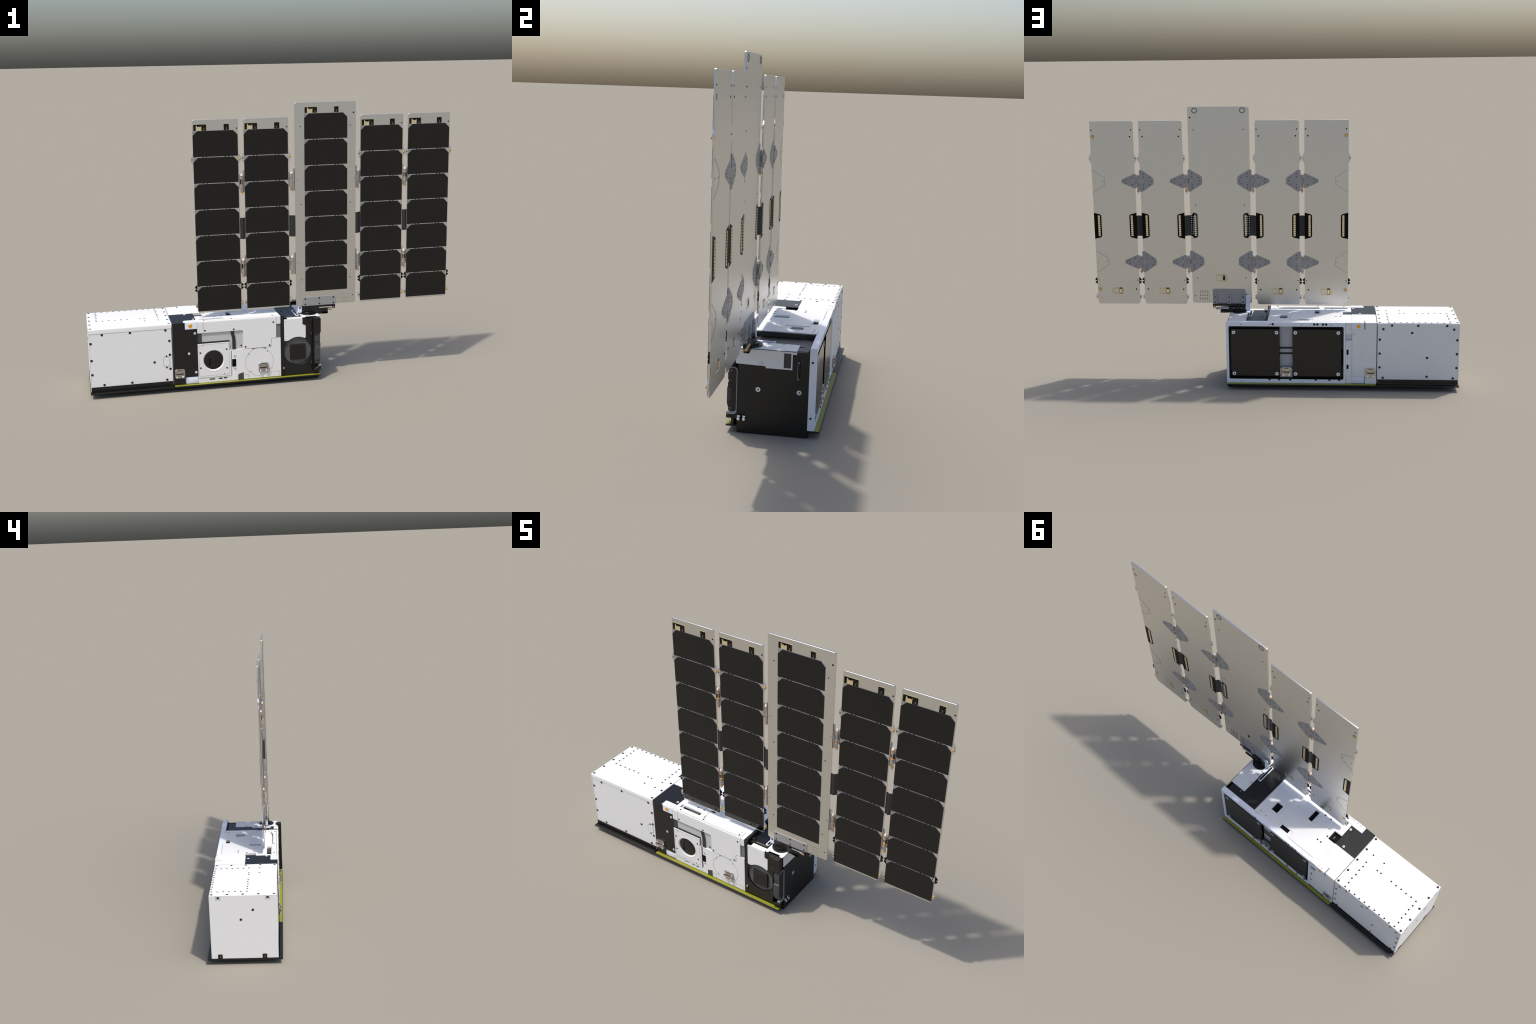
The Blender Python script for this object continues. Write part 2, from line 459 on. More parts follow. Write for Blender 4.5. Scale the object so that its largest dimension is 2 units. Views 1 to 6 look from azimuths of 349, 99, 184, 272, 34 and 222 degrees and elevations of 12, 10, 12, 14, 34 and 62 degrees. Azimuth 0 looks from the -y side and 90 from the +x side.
    P.plate([rect(-.4320, -.2610, .0600, .2560), disc(-.3485, .1535, .0600, 64)], 'y', -.1680, -.1400, 'black', .0006)
    cam = P.done(bus)
    P = Part('camera_faceplate')
    P.plate([[(-.4320, .0600), (-.2540, .0600), (-.2540, .2030), (-.2615, .2030), (-.2615, .2480), (-.4320, .2480)], disc(-.3485, .1535, .0590, 64)], 'y', -.1710, -.1665, 'white', .0006)
    P.plate([rect(-.4270, -.2650, .0690, .2435, .010), rect(-.4262, -.2658, .0698, .2427, .0095)], 'y', -.17125, -.170, 'line')
    P.done(cam)
    P = Part('lens_barrel')
    P.lathe(-.3485, 0, .1535, 'y', [(.0605, -.1715), (.0590, -.1718), (.0535, -.1690), (.0515, -.1640), (.0505, -.1640), (.0505, -.150), (.0605, -.150)], 'white', 64)
    P.done(cam)
    P = Part('lens')
    P.lathe(-.3485, 0, .1535, 'y', [(0, -.1500), (.0516, -.1500), (.0516, -.1660), (.0500, -.1668), (.0475, -.1668), (.0470, -.1676), (.0400, -.1690), (.0300, -.1702), (.0150, -.1710), (0, -.1712)], 'black', 64)
    P.plate([(-.3750, .1275), (-.3640, .1260), (-.3725, .1730)], 'y', -.1716, -.1690, 'pcb')
    P.plate([(-.3640, .1255), (-.3510, .1255), (-.3460, .1290), (-.3475, .1300), (-.3520, .1268), (-.3640, .1268)], 'y', -.1714, -.1690, 'dgrey')
    P.done(cam)
    for x, z in ((-.278, .2095), (-.419, .1985), (-.419, .1150), (-.278, .1055)): inst('screw', S_med, (x, -.1710, z), cam, FACE['-y'])
    for x, z in ((-.404, .2385), (-.292, .0735)): inst('screw', S_tiny, (x, -.1710, z), cam, FACE['-y'])
    # ---- connector plate between camera and frame (rolled left edge)
    P = Part('connector_plate')
    xs = -.2530
    prof = [(-.1865, -.1600), (-.1865, -.1700)] + [(xs + .012 - .012 * math.sin(t), -.1580 - .0120 * math.cos(t)) for t in [i * PI / 2 / 6 for i in range(7)]] + [(xs, -.1450), (-.1865, -.1450)]
    P.plate(prof, 'z', .0330, .2030, 'white')
    P.plate(rect(-.2490, -.2275, .1080, .1505, .003), 'y', -.1704, -.165, 'deep')
    P.plate(rect(-.2470, -.2295, .1100, .1485, .002), 'y', -.1706, -.1690, 'pcb')
    for z in (.167, .0975):
        P.plate([disc(-.2345, z, .0078, 28), disc(-.2345, z, .0050, 28)], 'y', -.1712, -.169, 'white', .0004)
        P.plate([disc(-.2345, z, .0084, 28), disc(-.2345, z, .0078, 28)], 'y', -.1704, -.169, 'line')
    P.plate(rp([(-.2185, .0330), (-.1880, .0330), (-.1880, .0720), (-.2185, .0640)], [0, 0, 0, .009]), 'y', -.1704, -.160, 'dgrey')  # dark gap at the plate's foot, shown by a flush dark plate
    cp = P.done(bus)
    for z in (.167, .0975): inst('screw', S_tiny, (-.2345, -.1706, z), cp, FACE['-y'])
    inst('screw', S_med, (-.1985, -.1690, .2225), cp, FACE['-y'])
    P = Part('switch_strip')
    sl = [rect(-.373, -.343, .0435, .0515, .002), rect(-.324, -.302, .0435, .0520, .001), rect(-.296, -.278, .0440, .0530, .001)]
    P.plate([rect(-.4320, -.2390, .0315, .0585, .002)] + sl, 'y', -.1690, -.160, 'white', .0004)
    P.box(-.38, -.27, -.164, -.158, .040, .056, 'pcb')
    P.box(-.290, -.284, -.1665, -.160, .044, .053, 'dgrey')
    P.done(bus)

    # ---- top deck: plate with a shallow machined tray, an island and openings
    P = Part('top_deck')
    zt, zf = .3702, .3673
    P.plate([rect(-.4320, .0178, -.1100, .1440),
             rect(-.0850, -.0450, .0230, .0765), rect(-.2570, -.2310, -.0770, -.0090), rect(-.4320, -.3850, -.0500, .0090), rect(-.205, -.150, .1040, .1300)], 'z', .3560, zf, 'white')
    # rim of the tray
    P.plate(rp([(.0178, .1460), (.0178, -.0440), (.0010, -.0440), (.0010, .1180), (-.0120, .1290), (-.0240, .1290), (-.0240, .1460)],
               [0, 0, .007, .018, .006, 0, 0]), 'z', zf - .002, zt, 'white', .0012)
    # island and rear plate
    isl = [(-.0990, -.0075), (-.0990, .0985), (-.1500, .0985), (-.1500, .1060), (-.2020, .1060), (-.2250, .1040), (-.2250, .1300), (-.2230, .1460), (-.4320, .1460),
           (-.4320, .0090), (-.3480, .0080), (-.3465, -.0745), (-.2650, -.0745), (-.2650, -.0075)]
    P.plate(rp(isl, [.006, .004, 0, 0, .002, .010, .004, 0, 0, 0, .012, .008, .006, 0]), 'z', zf - .002, zt, 'white', .0008)
    # narrow lip between the tray and the slot at the back
    P.plate(rect(-.1480, -.0240, .1190, .1300, .002), 'z', zf - .004, .3684, 'white', .001)
    # front strip that carries two screws and the slot plate
    P.plate([rect(-.4320, -.2560, -.1370, -.0800), rect(-.4120, -.2830, -.1340, -.1080, .002)], 'z', .3560, .3692, 'white', .0006)
    P.box(-.4300, -.3990, -.0840, -.0540, .360, .3694, 'white', .001)
    # openings seen dark
    P.box(-.0870, -.0430, .0210, .0785, .3480, .3510, 'deep'); P.box(-.2590, -.2290, -.0790, -.0070, .3500, .3530, 'deep')
    P.box(-.4330, -.3830, -.0520, .0110, .3480, .3510, 'deep'); P.box(-.2080, -.1480, .1020, .1330, .350, .3530, 'deep')
    P.box(-.2230, -.0240, .1300, .1345, .3400, .3420, 'deep')
    P.box(-.4140, -.2810, -.1360, -.1060, .3500, .3530, 'deep')
    P.box(-.0790, -.0560, .0350, .0640, .350, .357, 'pcb', .002); P.box(-.2480, -.2400, -.0740, -.0120, .334, .3620, 'pcb', .001)
    P.box(-.4250, -.3950, -.0440, .0, .350, .357, 'pcb', .003); P.box(-.410, -.400, -.0300, -.0100, .356, .3590, 'dgrey', .001)
    P.box(-.3600, -.3000, -.1330, -.1100, .334, .3600, 'dgrey', .002); P.box(-.4060, -.3980, -.1300, -.112, .336, .3640, 'white', .001)
    # half pill end at the slot
    P.plate(arc(-.2130, .1160, .0105, 90, 270, 10) + [(-.2050, .1055), (-.2050, .1265)], 'z', .3560, .3600, 'grey')
    dk = P.done(bus)
    for x, y in ((-.348, .050), (-.371, .050)): inst('screw', S_med, (x, y, zt), dk)
    for x, y in ((-.290, -.0865), (-.3275, -.0865)): inst('screw', S_med, (x, y, .3692), dk)
    inst('screw', S_med, (-.3750, .0010, zf), dk)
    inst('screw', S_tiny, (-.1480, -.0300, zf), dk)
    for x, y in ((-.0110, .123), (-.0500, .1255)): inst('screw', S_tiny, (x, y, zf + .0018), dk)
    # rounded tank shoulder in front of the deck
    P = Part('tank_shoulder')
    n = 14
    sh = [(-.0805, .3400), (-.0805, .3690)] + [(-.0945 - .0575 * math.sin(PI / 2 * i / n), .3295 + .0393 * math.cos(PI / 2 * i / n)) for i in range(n + 1)] + [(-.1520, .3100), (-.0805, .3100)]
    P.plate(sh, 'x', -.2545, .0170, 'white')
    P.done(bus)

    # ---- back frame with two black radiator panels
    P = Part('back_frame')
    P.plate([rp([(-.3985, .0310), (.2375, .0310), (.2375, .3700), (-.3985, .3700)], .0008), rect(-.3885, .2240, .0520, .3470, .008)], 'y', .1630, .1700, 'lilac', .001)
    P.box(-.3985, .2375, .1420, .1660, .3630, .3702, 'lilac', .0015)
    P.box(-.4310, .0178, .1290, .1500, .3630, .3701, 'white', .001)
    P.plate(rect(-.4325, -.3995, .1300, .1690), 'z', .3640, .3700, 'white', .0005)
    P.box(.2318, .2380, .1415, .1690, .0310, .3698, 'lilac', .0012)
    bf = P.done(bus)
    for x, z, s in ((.159, .357, 0), (.004, .3575, 0), (-.013, .360, 2), (-.167, .357, 0), (-.233, .360, 2), (-.250, .360, 2), (-.279, .360, 2), (-.296, .360, 2), (-.322, .358, 0), (.159, .040, 0), (-.168, .039, 0)):
        inst('screw', S_big if s else S_tiny, (x, .1700, z), bf, FACE['+y'])
    for x in (.008, -.044, -.104, -.241, -.314, -.366): inst('screw', S_big, (x, .1702, .0525), bf, FACE['+y'])
    for z in (.313, .083): inst('screw', S_med, (.2380, .1535, z), bf, FACE['+x'])
    P = Part('window_backing')
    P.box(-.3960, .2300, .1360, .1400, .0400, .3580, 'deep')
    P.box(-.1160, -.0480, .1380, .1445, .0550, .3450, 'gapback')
    for z in (.222, .191): P.cyl(0, .1450, z, 'x', .0050, -.1160, -.0480, 'black', 12)
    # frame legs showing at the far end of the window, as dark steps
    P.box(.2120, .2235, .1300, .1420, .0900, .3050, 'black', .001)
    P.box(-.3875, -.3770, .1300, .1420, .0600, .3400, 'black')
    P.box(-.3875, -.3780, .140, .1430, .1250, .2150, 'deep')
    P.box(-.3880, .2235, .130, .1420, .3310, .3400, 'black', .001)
    P.done(bf)
    for x0, x1 in ((-.0475, .2120), (-.3755, -.1175)):
        P = Part('radiator_panel')
        P.plate(rect(x0, x1, .0700, .3305, .003), 'y', .1570, .1690, 'gloss', .0006)
        rpn = P.done(bf)
        for x in (x0 + .0150, x1 - .0150):
            for z in (.0832, .3130): inst('screw', S_cross, (x, .1690, z), rpn, FACE['+y'])

    # ============================================================ retaining clips
    P = Part('retaining_clip')   # local: centred, facing -y, bottom at 0
    P.plate(rp([(-.0265, .006), (-.0200, .0), (.0200, .0), (.0265, .006), (.0265, .046), (.020, .050), (-.020, .050), (-.0265, .046)], .003), 'y', -.0062, .0010, 'clip', .0008)
    P.box(-.0200, .0200, -.0070, -.0050, .0215, .0260, 'deep')
    P.box(-.012, .012, -.0070, -.0055, .0430, .0470, 'dgrey', .0005)
    for s_ in (-1, 1):     # folded side arms reaching over the rail
        P.box(*sorted((s_ * .0150, s_ * .0265)), -.0100, -.0050, .0270, .0350, 'clip', .001)
        P.box(*sorted((s_ * .0235, s_ * .0265)), -.0165, -.0050, .0210, .0290, 'clip', .0008)
    P.box(-.0150, .0150, -.0080, -.0055, .0090, .0200, 'clip', .001)
    for x in (-.0160, .0160): P.cyl(x, 0, .0060, 'y', .0060, -.0120, -.0050, 'chrome', 20, .0018)
    cm = P.mesh()
    inst('retaining_clip', cm, (-.5310, -.1695, .0690), sat)
    inst('retaining_clip', cm, (-.0800, -.1700, .0680), sat)
    rz = Matrix.Rotation(PI, 4, 'Z')
    inst('retaining_clip', cm, (-.5320, .1690, .0700), sat, rz)
    c4 = inst('retaining_clip', cm, (-.0825, .1610, .0690), sat, rz)
    P = Part('clip_side_plate')
    for s in (-1, 1): P.box(-.0825 + s * .0300 - .0022, -.0825 + s * .0300 + .0022, .158, .1700, .070, .1150, 'clip', .001)
    o = P.done(sat); 

    # ============================================================ instrument block (black end)
    P = Part('instrument_block')
    P.box(.0190, .2300, -.1440, .1200, .0220, .3500, 'black', .0006)
    P.box(.0190, .2300, .1202, .1430, .3470, .3500, 'black')
    P.box(.2200, .2362, -.1440, .1440, .0, .3500, 'black', .0008)
    # end corner column that carries the sensor bracket
    P.plate([(-.1690, .0560), (-.1440, .0560), (-.1440, .2680), (-.1500, .2680), (-.1690, .2680)], 'x', .2150, .2358, 'black')
    inb = P.done(sat)
    # dividing wall
    P = Part('dividing_wall')
    P.box(.0192, .0318, -.1560, .1370, .0310, .3690, 'black', .001)
    P.box(.0192, .0262, -.1690, -.1560, .0310, .3690, 'black', .001)
    P.box(.0262, .0365, -.1690, -.1560, .0310, .3690, 'black', .001)
    P.done(inb)
    # front plate of the instrument with its round well
    rcx, rcz, rr = .1120, .1655, .0775
    P = Part('instrument_face')
    P.plate([[(.0365, .0315), (.2330, .0315), (.2330, .0560), (.2330, .3440), (.0365, .3440)], disc(rcx, rcz, rr, 72)], 'y', -.1680, -.1560, 'black', .0006)
    P.lathe(rcx, 0, rcz, 'y', [(rr, -.1670), (rr - .0006, -.1670), (rr - .0010, -.1560), (rr, -.1560)], 'black', 72)
    fcp = P.done(inb)
    P = Part('sensor_well')
    P.cyl(rcx, 0, rcz, 'y', rr - .002, -.1605, -.1540, 'well', 72)
    for a in (60, 150, 240, 330):
        x, z = rcx + .067 * math.cos(math.radians(a)), rcz + .067 * math.sin(math.radians(a))
        P.cyl(x, 0, z, 'y', .0028, -.1614, -.1600, 'screw', 12, .0004)
    P.done(inb)
    P = Part('sensor_head')
    P.plate(rect(.0700, .1550, .1190, .2040, .005), 'y', -.1705, -.1440, 'black', .0012)
    P.done(inb)
    # white cover over the well
    P = Part('white_cover')
    a = arc(rcx, rcz, .0805, 128, 62, 18)
    out = [(.0380, .3475), (.1395, .3475), (.1395, .3080), (.1570, .3080), (.1570, .2405), (a[-1][0] + .004, .2370)] + a[::-1] + [(.0530, .2270), (.0380, .2270)]
    P.plate(rp(out, [.004, .002, .005, .006, .006, .002] + [0] * len(a) + [.003, .004]), 'y', -.1705, -.1660, 'white', .0006)
    P.plate(rect(.0570, .1395, -.1700, -.1440, .001), 'z', .3460, .3500, 'white', .0006)
    wc = P.done(inb)
    for x, z in ((.0445, .3380), (.1445, .3080), (.0450, .2350)): inst('screw', S_plain, (x, -.1706, z), wc, FACE['-y'])
    # tool post, foot and groove at the front right edge
    P = Part('corner_post')
    P.plate(rp([(.2000, .2600), (.2300, .2600), (.2365, .2680), (.2365, .3420), (.2330, .3480), (.2000, .3480)], .002), 'y', -.1880, -.1600, 'black', .001)
    P.plate(rp([(.2000, .0560), (.2365, .0560), (.2365, .0780), (.2300, .0800), (.2000, .0640)], .002), 'y', -.1880, -.1600, 'black', .001)
    P.box(.1960, .2000, -.1875, -.1660, .0480, .3440, 'black', .0008)
    P.box(.1710, .2050, -.1760, -.1660, .3270, .3420, 'black', .001)
    for z in (.2570, .0950):
        P.box(.1800, .1960, -.1730, -.1670, z - .0120, z + .0120, 'black', .002)
        P.cyl(.1870, 0, z + .004, 'y', .0040, -.1745, -.1720, 'dgrey', 14, .001)
    P.done(inb)
    # side sensor pod in a metal bracket
    P = Part('sensor_bracket')
    oy0, oy1, oz0, oz1 = -.1870, -.1440, .0735, .2710
    outer = rp([(oy0, oz0), (oy1, oz0), (oy1, oz1), (oy0 + .012, oz1), (oy0 + .012, oz1 - .004), (oy1 - .0045, oz1 - .004), (oy1 - .0045, oz0 + .011), (oy0, oz0 + .011)],
               [0, .016, .016, 0, 0, .012, .012, 0])
    P.plate(outer, 'x', .2250, .2392, 'grey', .0008, side='rim' if False else None)
    P.plate([rp([(oy0 + .02, oz0), (oy1, oz0), (oy1, oz1), (oy0 + .02, oz1), (oy0 + .02, oz1 - .0012), (oy1 - .0012, oz1 - .0012), (oy1 - .0012, oz0 + .0012), (oy0 + .02, oz0 + .0012)], [0, .016, .016, 0, 0, .015, .015, 0])],
            'x', .2385, .2396, 'rim')
    sb = P.done(inb)
    P = Part('sensor_pod')
    pod = rp([(-.1820, .0880), (-.1490, .0880), (-.1490, .2660), (-.1820, .2660), (-.1820, .2480), (-.1845, .2470), (-.1845, .2160), (-.1815, .2150), (-.1815, .1880), (-.1860, .1860), (-.1870, .1780), (-.1870, .1180), (-.1840, .1060), (-.1820, .1040)],
             [.008, .012, .012, .006, 0, .002, .002, 0, 0, .001, .002, .002, .002, .002])
    P.plate(pod, 'x', .2010, .2335, 'dgrey', .001)
    for z, y, w in ((.2335, -.1690, 2), (.1950, -.1745, 0), (.1525, -.1640, 1), (.1150, -.1700, 0)):
        P.plate(rp([(y - .009, z - .012), (y + .010, z - .012), (y + .010, z + .012), (y - .009, z + .012)], .004 if w < 2 else .001), 'x', .2325, .2353, 'black', .0008)
        P.box(.2345, .2362, y - .0055, y + .0055, z - .0055, z + .0055, 'led', .0008)
    for z in (.2545, .0975): P.cyl(0, -.1665, z, 'x', .0042, .2325, .2347, 'chrome', 16, .0006)
    P.done(sb)
    # push latches near the foot
    P = Part('plunger')
    P.cyl(0, 0, 0, 'x', .0068, .0, .014, 'chrome', 20, .0018)
    P.box(-.001, .0060, -.0062, .0062, .0060, .0140, 'chrome', .001)
    pm = P.mesh()
    for y in (-.1360, -.1140): inst('plunger', pm, (.2362, y, .0590), inb)
    P = Part('plunger_seat')
    P.box(.2340, .2368, -.1440, -.1060, .0500, .0760, 'deep')
    for y in (-.1370, -.1140): P.cyl(0, y, .0850, 'x', .0025, .2350, .2370, 'deep', 12)
    P.done(inb)
    P = Part('side_connector')
    P.plate(rect(.0920, .1060, .2330, .3140, .004), 'x', .2350, .2367, 'deep')
    P.box(.2355, .2376, .0945, .0965, .2450, .3000, 'grey'); P.box(.2355, .2372, .1000, .1012, .2450, .3000, 'dgrey')
    for z in (.3070, .2400): P.plate([disc(.0985, z, .0045, 16), disc(.0985, z, .0026, 16)], 'x', .2355, .2372, 'grey')
    P.done(inb)
    for y, z in ((-.0610, .1850), (.1040, .1850)): inst('screw', S_cross, (.2362, y, z), inb, FACE['+x'])
    P = Part('silver_stud')
    P.box(.0290, .0375, -.1730, -.1680, .0700, .0820, 'steel', .001); P.box(.0310, .0390, -.1695, -.1680, .0560, .0680, 'deep')
    P.done(inb)
    # white L-shaped cover: top sheet and front drop
    P = Part('end_cover')
    top = [(.1400, .0900), (.1400, -.0560), (.1400, -.1440), (.1420, -.1660), (.1580, -.1660), (.1580, -.1540), (.2190, -.1520), (.2190, -.1630), (.2370, -.1660), (.2396, -.1500), (.2396, .0900)]
    P.plate(rp(top, [.001, 0, 0, .006, .006, .002, .002, .006, .006, 0, .001]), 'z', .3495, .3528, 'white', .0005)
    drop = [(-.1530, .2870), (-.0330, .2840), (-.0330, .2765), (.0735, .2765), (.0735, .3400), (.0900, .3400), (.0900, .3528), (-.1160, .3528), (-.1530, .3430)]
    P.plate([drop, rect(.0390, .0680, .2825, .3430)], 'x', .2358, .2396, 'white', .0006)
    P.box(.2340, .2372, .0380, .0690, .2815, .3440, 'dgrey')
    P.plate([disc(-.0510, .2945, .0085, 20), disc(-.0510, .2945, .0078, 20)], 'x', .2392, .2399, 'line')
    ec = P.done(inb)
    inst('screw', S_plain, (.2396, -.0510, .2945), ec, FACE['+x'])
    for x, y in ((.227, .083), (.150, .083), (.148, -.160), (.228, -.160)): inst('screw', S_plain, (x, y, .3528), ec)
    P = Part('deck_detail')
    for y in (-.034, .025):
        P.plate([rect(.1400, .1540, y - .007, y + .007, .003), rect(.1408, .1532, y - .0062, y + .0062, .0026)], 'z', .3522, .3532, 'line')
        P.cyl(.1490, y, 0, 'z', .0020, .3525, .3534, 'screw', 10)
    P.box(.0650, .1280, -.1330, -.1270, .3490, .3512, 'tan')
    for k in range(14): P.box(.0665 + .0044 * k, .0680 + .0044 * k, -.1320, -.1280, .3508, .3520, 'pcb')
    P.box(.1600, .1640, .0900, .1110, .3495, .3514, 'deep'); P.box(.1560, .1600, .0960, .1080, .3495, .3514, 'grey')
    P.cyl(.0580, -.0090, 0, 'z', .0050, .3495, .3508, 'deep', 18)
    P.box(.0290, .0500, -.1250, -.1050, .3490, .3560, 'black', .002)
    P.box(.0262, .0330, .1180, .1360, .3490, .3560, 'black', .002)
    # slotted bracket under the drive arm
    P.plate([rp([(.1140, -.0120), (.1320, -.0120), (.1320, -.1240), (.1140, -.1240)], .004), rect(.1190, .1300, -.1190, -.0170, .003)], 'z', .3490, .3540, 'lilac', .0008)
    P.box(.1180, .1310, -.1200, -.0160, .3480, .3506, 'deep')
    P.done(inb)

    # ============================================================ solar wing
    H, PITCH = .1330, .1367
    wing = bpy.data.objects.new('solar_wing', None)
    bpy.context.scene.collection.objects.link(wing); wing.parent = sat

    c, W = .0235, .2340
    def cell(tabs):             # local: left-bottom corner at 0, front face near y=0
        P = Part('solar_cell')
        P.plate([(0, 0), (W, 0), (W, H - c), (W - c, H), (c, H), (0, H - c)], 'y', -.0013, .0004, 'cell', .0002, side='rim')
        P.plate([(.0008, H - c + .0028), (c - .0028, H - .0008), (.0008, H - .0008)], 'y', -.0010, .0004, 'diode', .0002, side='rim')
        if tabs:                # interconnects to the next cell down the string
            for f in (.215, .291, .717, .790): P.box(W * f - .0026, W * f + .0026, -.0009, .0002, -.0045, .001, 'pcb')
            P.box(W * .030, W * .050, -.0010, .0002, -.0024, .001, 'pcb')
        return P.mesh()
    cell_mesh, last_cell_mesh = cell(True), cell(False)

    def edge_side(u, s):
        """Outline points of one long edge with its two rounded ears, going up; s=-1 left, +1 right."""
        e = .0123
        seq = [(0, .416), (-.2, .4215), (e * .88, .4285), (e * .88, .4475), (-.05, .4600), (0, .4640), (-.02, .4950), (0, .5720), (0, 1.1750), (.04, 1.1860), (e, 1.2040), (e, 1.2225), (.08, 1.2400), (0, 1.2620)]
        out = []
        for d, z in seq:
            if abs(d) >= .02: d = d * e
            out.append((u + s * d, z))
        return out

    def outer_panel(x0, sides, yF, yB):
        x1 = x0 + .2377
        P = Part('solar_panel')
        L = edge_side(x0, -1); R = edge_side(x1, 1)
        out = [(x0 + .0050, .3975), (x1 - .0050, .3975)] + R + [(x1, 1.4163), (x0, 1.4163)] + L[::-1]
        rad = [.004, .004] + [.004, .006, .006, .006, .012, .02, 0, 0, 0, .02, .008, .008, .02, .03] + [.008, .008] + [.03, .02, .008, .008, .02, 0, 0, 0, .02, .012, .006, .006, .006, .004]
        cut = rect(x0 + .0900, x0 + .1530, .4525, .4910, .009)
        P.plate([rp(out, rad, 4), cut], 'y', yF, yB, 'skin', .0006)
        # window at the lower back: tan board behind a lighter strip and a chip
        P.plate(rect(x0 + .0895, x0 + .1535, .4520, .4915, .009), 'y', yF + .0005, yB - .0012, 'tan')
        P.box(x0 + .1210, x0 + .1510, yB - .0014, yB - .0008, .4630, .4810, 'skin')
        P.box(x0 + .1210, x0 + .1510, yB - .0010, yB - .0005, .4713, .4727, 'tan')
        P.box(x0 + .0995, x0 + .1150, yB - .0014, yB - .0004, .4570, .4900, 'deep', .0008)
        P.box(x0 + .1010, x0 + .1135, yB - .0008, yB + .0002, .4600, .4835, 'cream', .0008)
        # small holes and ears
        for dx, z, r in ((.0195, 1.332, .0042), (.2180, 1.332, .0042), (.0125, 1.3680, .0036), (.0180, .4820, .0042), (.2180, .4820, .0042), (.2285, .5340, .0026), (.0105, .5340, .0030), (-.0035, .4370, .0030), (-.0060, 1.2130, .0030)):
            P.cyl(x0 + dx, 0, z, 'y', r, yB - .001, yB + .0006, 'deep', 12)
        for dx, z in ((.2300, 1.3680),): P.cyl(x0 + dx, 0, z, 'y', .0036, yF - .0006, yB + .0006, 'deep', 12)
        for dx, z in ((-.0060, 1.2130), (-.0035, .4370), (.2270, .5340)): P.cyl(x0 + dx, 0, z, 'y', .0030, yF - .0006, yF + .001, 'deep', 12)
        for z in (1.2120, .4365): P.cyl(x0 + .2420, 0, z, 'y', .0026, yB - .001, yB + .0006, 'orange', 12)
        # exposed boards at the top of the front face
        for a, b in ((.0040, .0745), (.1610, .1920)):
            P.plate(rect(x0 + a, x0 + b, 1.3600, 1.3935, .001), 'y', yF - .0006, yF + .001, 'tan', side=None)
            P.plate(rect(x0 + a + .0022, x0 + b - .0022, 1.3605, 1.3915, .001), 'y', yF - .0010, yF + .001, 'pcb')
        P.plate(rp([(x0 + .0180, 1.3605), (x0 + .0470, 1.3605), (x0 + .0475, 1.3850), (x0 + .0460, 1.3850), (x0 + .0440, 1.3790), (x0 + .0420, 1.3790), (x0 + .0400, 1.3830), (x0 + .0380, 1.3790),
                    (x0 + .0350, 1.3790), (x0 + .0330, 1.3830), (x0 + .0310, 1.3790), (x0 + .0280, 1.3790), (x0 + .0230, 1.3870), (x0 + .0190, 1.3870)], 0), 'y', yF - .0013, yF, 'cream')
        for cxx in (.0120, .0610, .1765):
            for k in range(5):
                for j in (-1, 1): P.box(x0 + cxx + j * .0055 - .0032, x0 + cxx + j * .0055 + .0032, yF - .0013, yF, 1.3640 + .0055 * k, 1.3652 + .0055 * k, 'dgrey')
        for cxx in (.0610, .1765): P.box(x0 + cxx - .0008, x0 + cxx + .0008, yF - .0014, yF, 1.3640, 1.3740, 'tan')
        # edge contact clips
        for u, s in ((x0, -1), (x1, 1)):
            q = [(u - s * .006, .5080), (u + s * .002, .5120), (u + s * .0115, .5200), (u + s * .0115, .5265), (u + s * .0040, .5265), (u + s * .0040, .5325), (u + s * .0115, .5325), (u + s * .0115, .5400), (u + s * .002, .5490), (u - s * .006, .5560)]
            P.plate(q, 'y', yF + .0012, yB - .0014, 'pcb', .0003)
        # connectors on the back with their pads, both edges
        for u, s in ((x0, 1), (x1, -1)):
            q = rp([(u, .7690), (u + s * .0340, .7770), (u + s * .0405, .7840), (u + s * .0405, .9000), (u + s * .0340, .9065), (u, .9155)], [0, .006, .004, .004, .006, 0])
            P.plate(q, 'y', yB - .001, yB + .0005, 'pcb')
            for k in range(11):
                z = .8960 - .0107 * k
                P.plate(rect(u + s * .0270 - .0060, u + s * .0270 + .0060, z - .0043, z + .0043, .002, 2), 'y', yB, yB + .0011, 'cream')
        # unused hinge seats: trapezoid grooves on the outermost edge
        for side in sides:
            u, s = (x0, 1) if side < 0 else (x1, -1)
            for z in (1.0890, .6395):
                q = [(u, z + .0600), (u + s * .0080, z + .0600), (u + s * .0700, z + .0195), (u + s * .0710, z + .0150), (u + s * .0710, z - .0150), (u + s * .0700, z - .0190), (u + s * .0080, z - .0595), (u, z - .0595)]
                i = [(u, z + .0588), (u + s * .0077, z + .0588), (u + s * .0689, z + .0188), (u + s * .0698, z + .0148), (u + s * .0698, z - .0148), (u + s * .0689, z - .0183), (u + s * .0077, z - .0583), (u, z - .0583)]
                P.plate(q + i[::-1], 'y', yB - .0008, yB + .0004, 'line')
                for d in (.0100, .0590): P.cyl(u + s * d, 0, z, 'y', .0032, yB - .001, yB + .0005, 'tan', 12); P.cyl(u + s * (d + .001) , 0, z, 'y', .0018, yB - .001, yB + .0008, 'deep', 10)
            for z in (1.3330, .4815):
                P.lathe(u + s * .0140, yB, z, 'y', [(.0088, -.001), (.0088, .0010), (.0074, .0014), (.0062, .0006), (.0062, -.001)], 'tan', 24)
                P.lathe(u + s * .0140, yB, z, 'y', [(.0062, -.001), (.0050, .0008), (0, .0012)], 'gold', 20)
                P.lathe(u + s * .0140, yB, z, 'y', [(.0098, -.001), (.0098, .0006), (.0086, .0006), (.0086, -.001)], 'deep', 24)
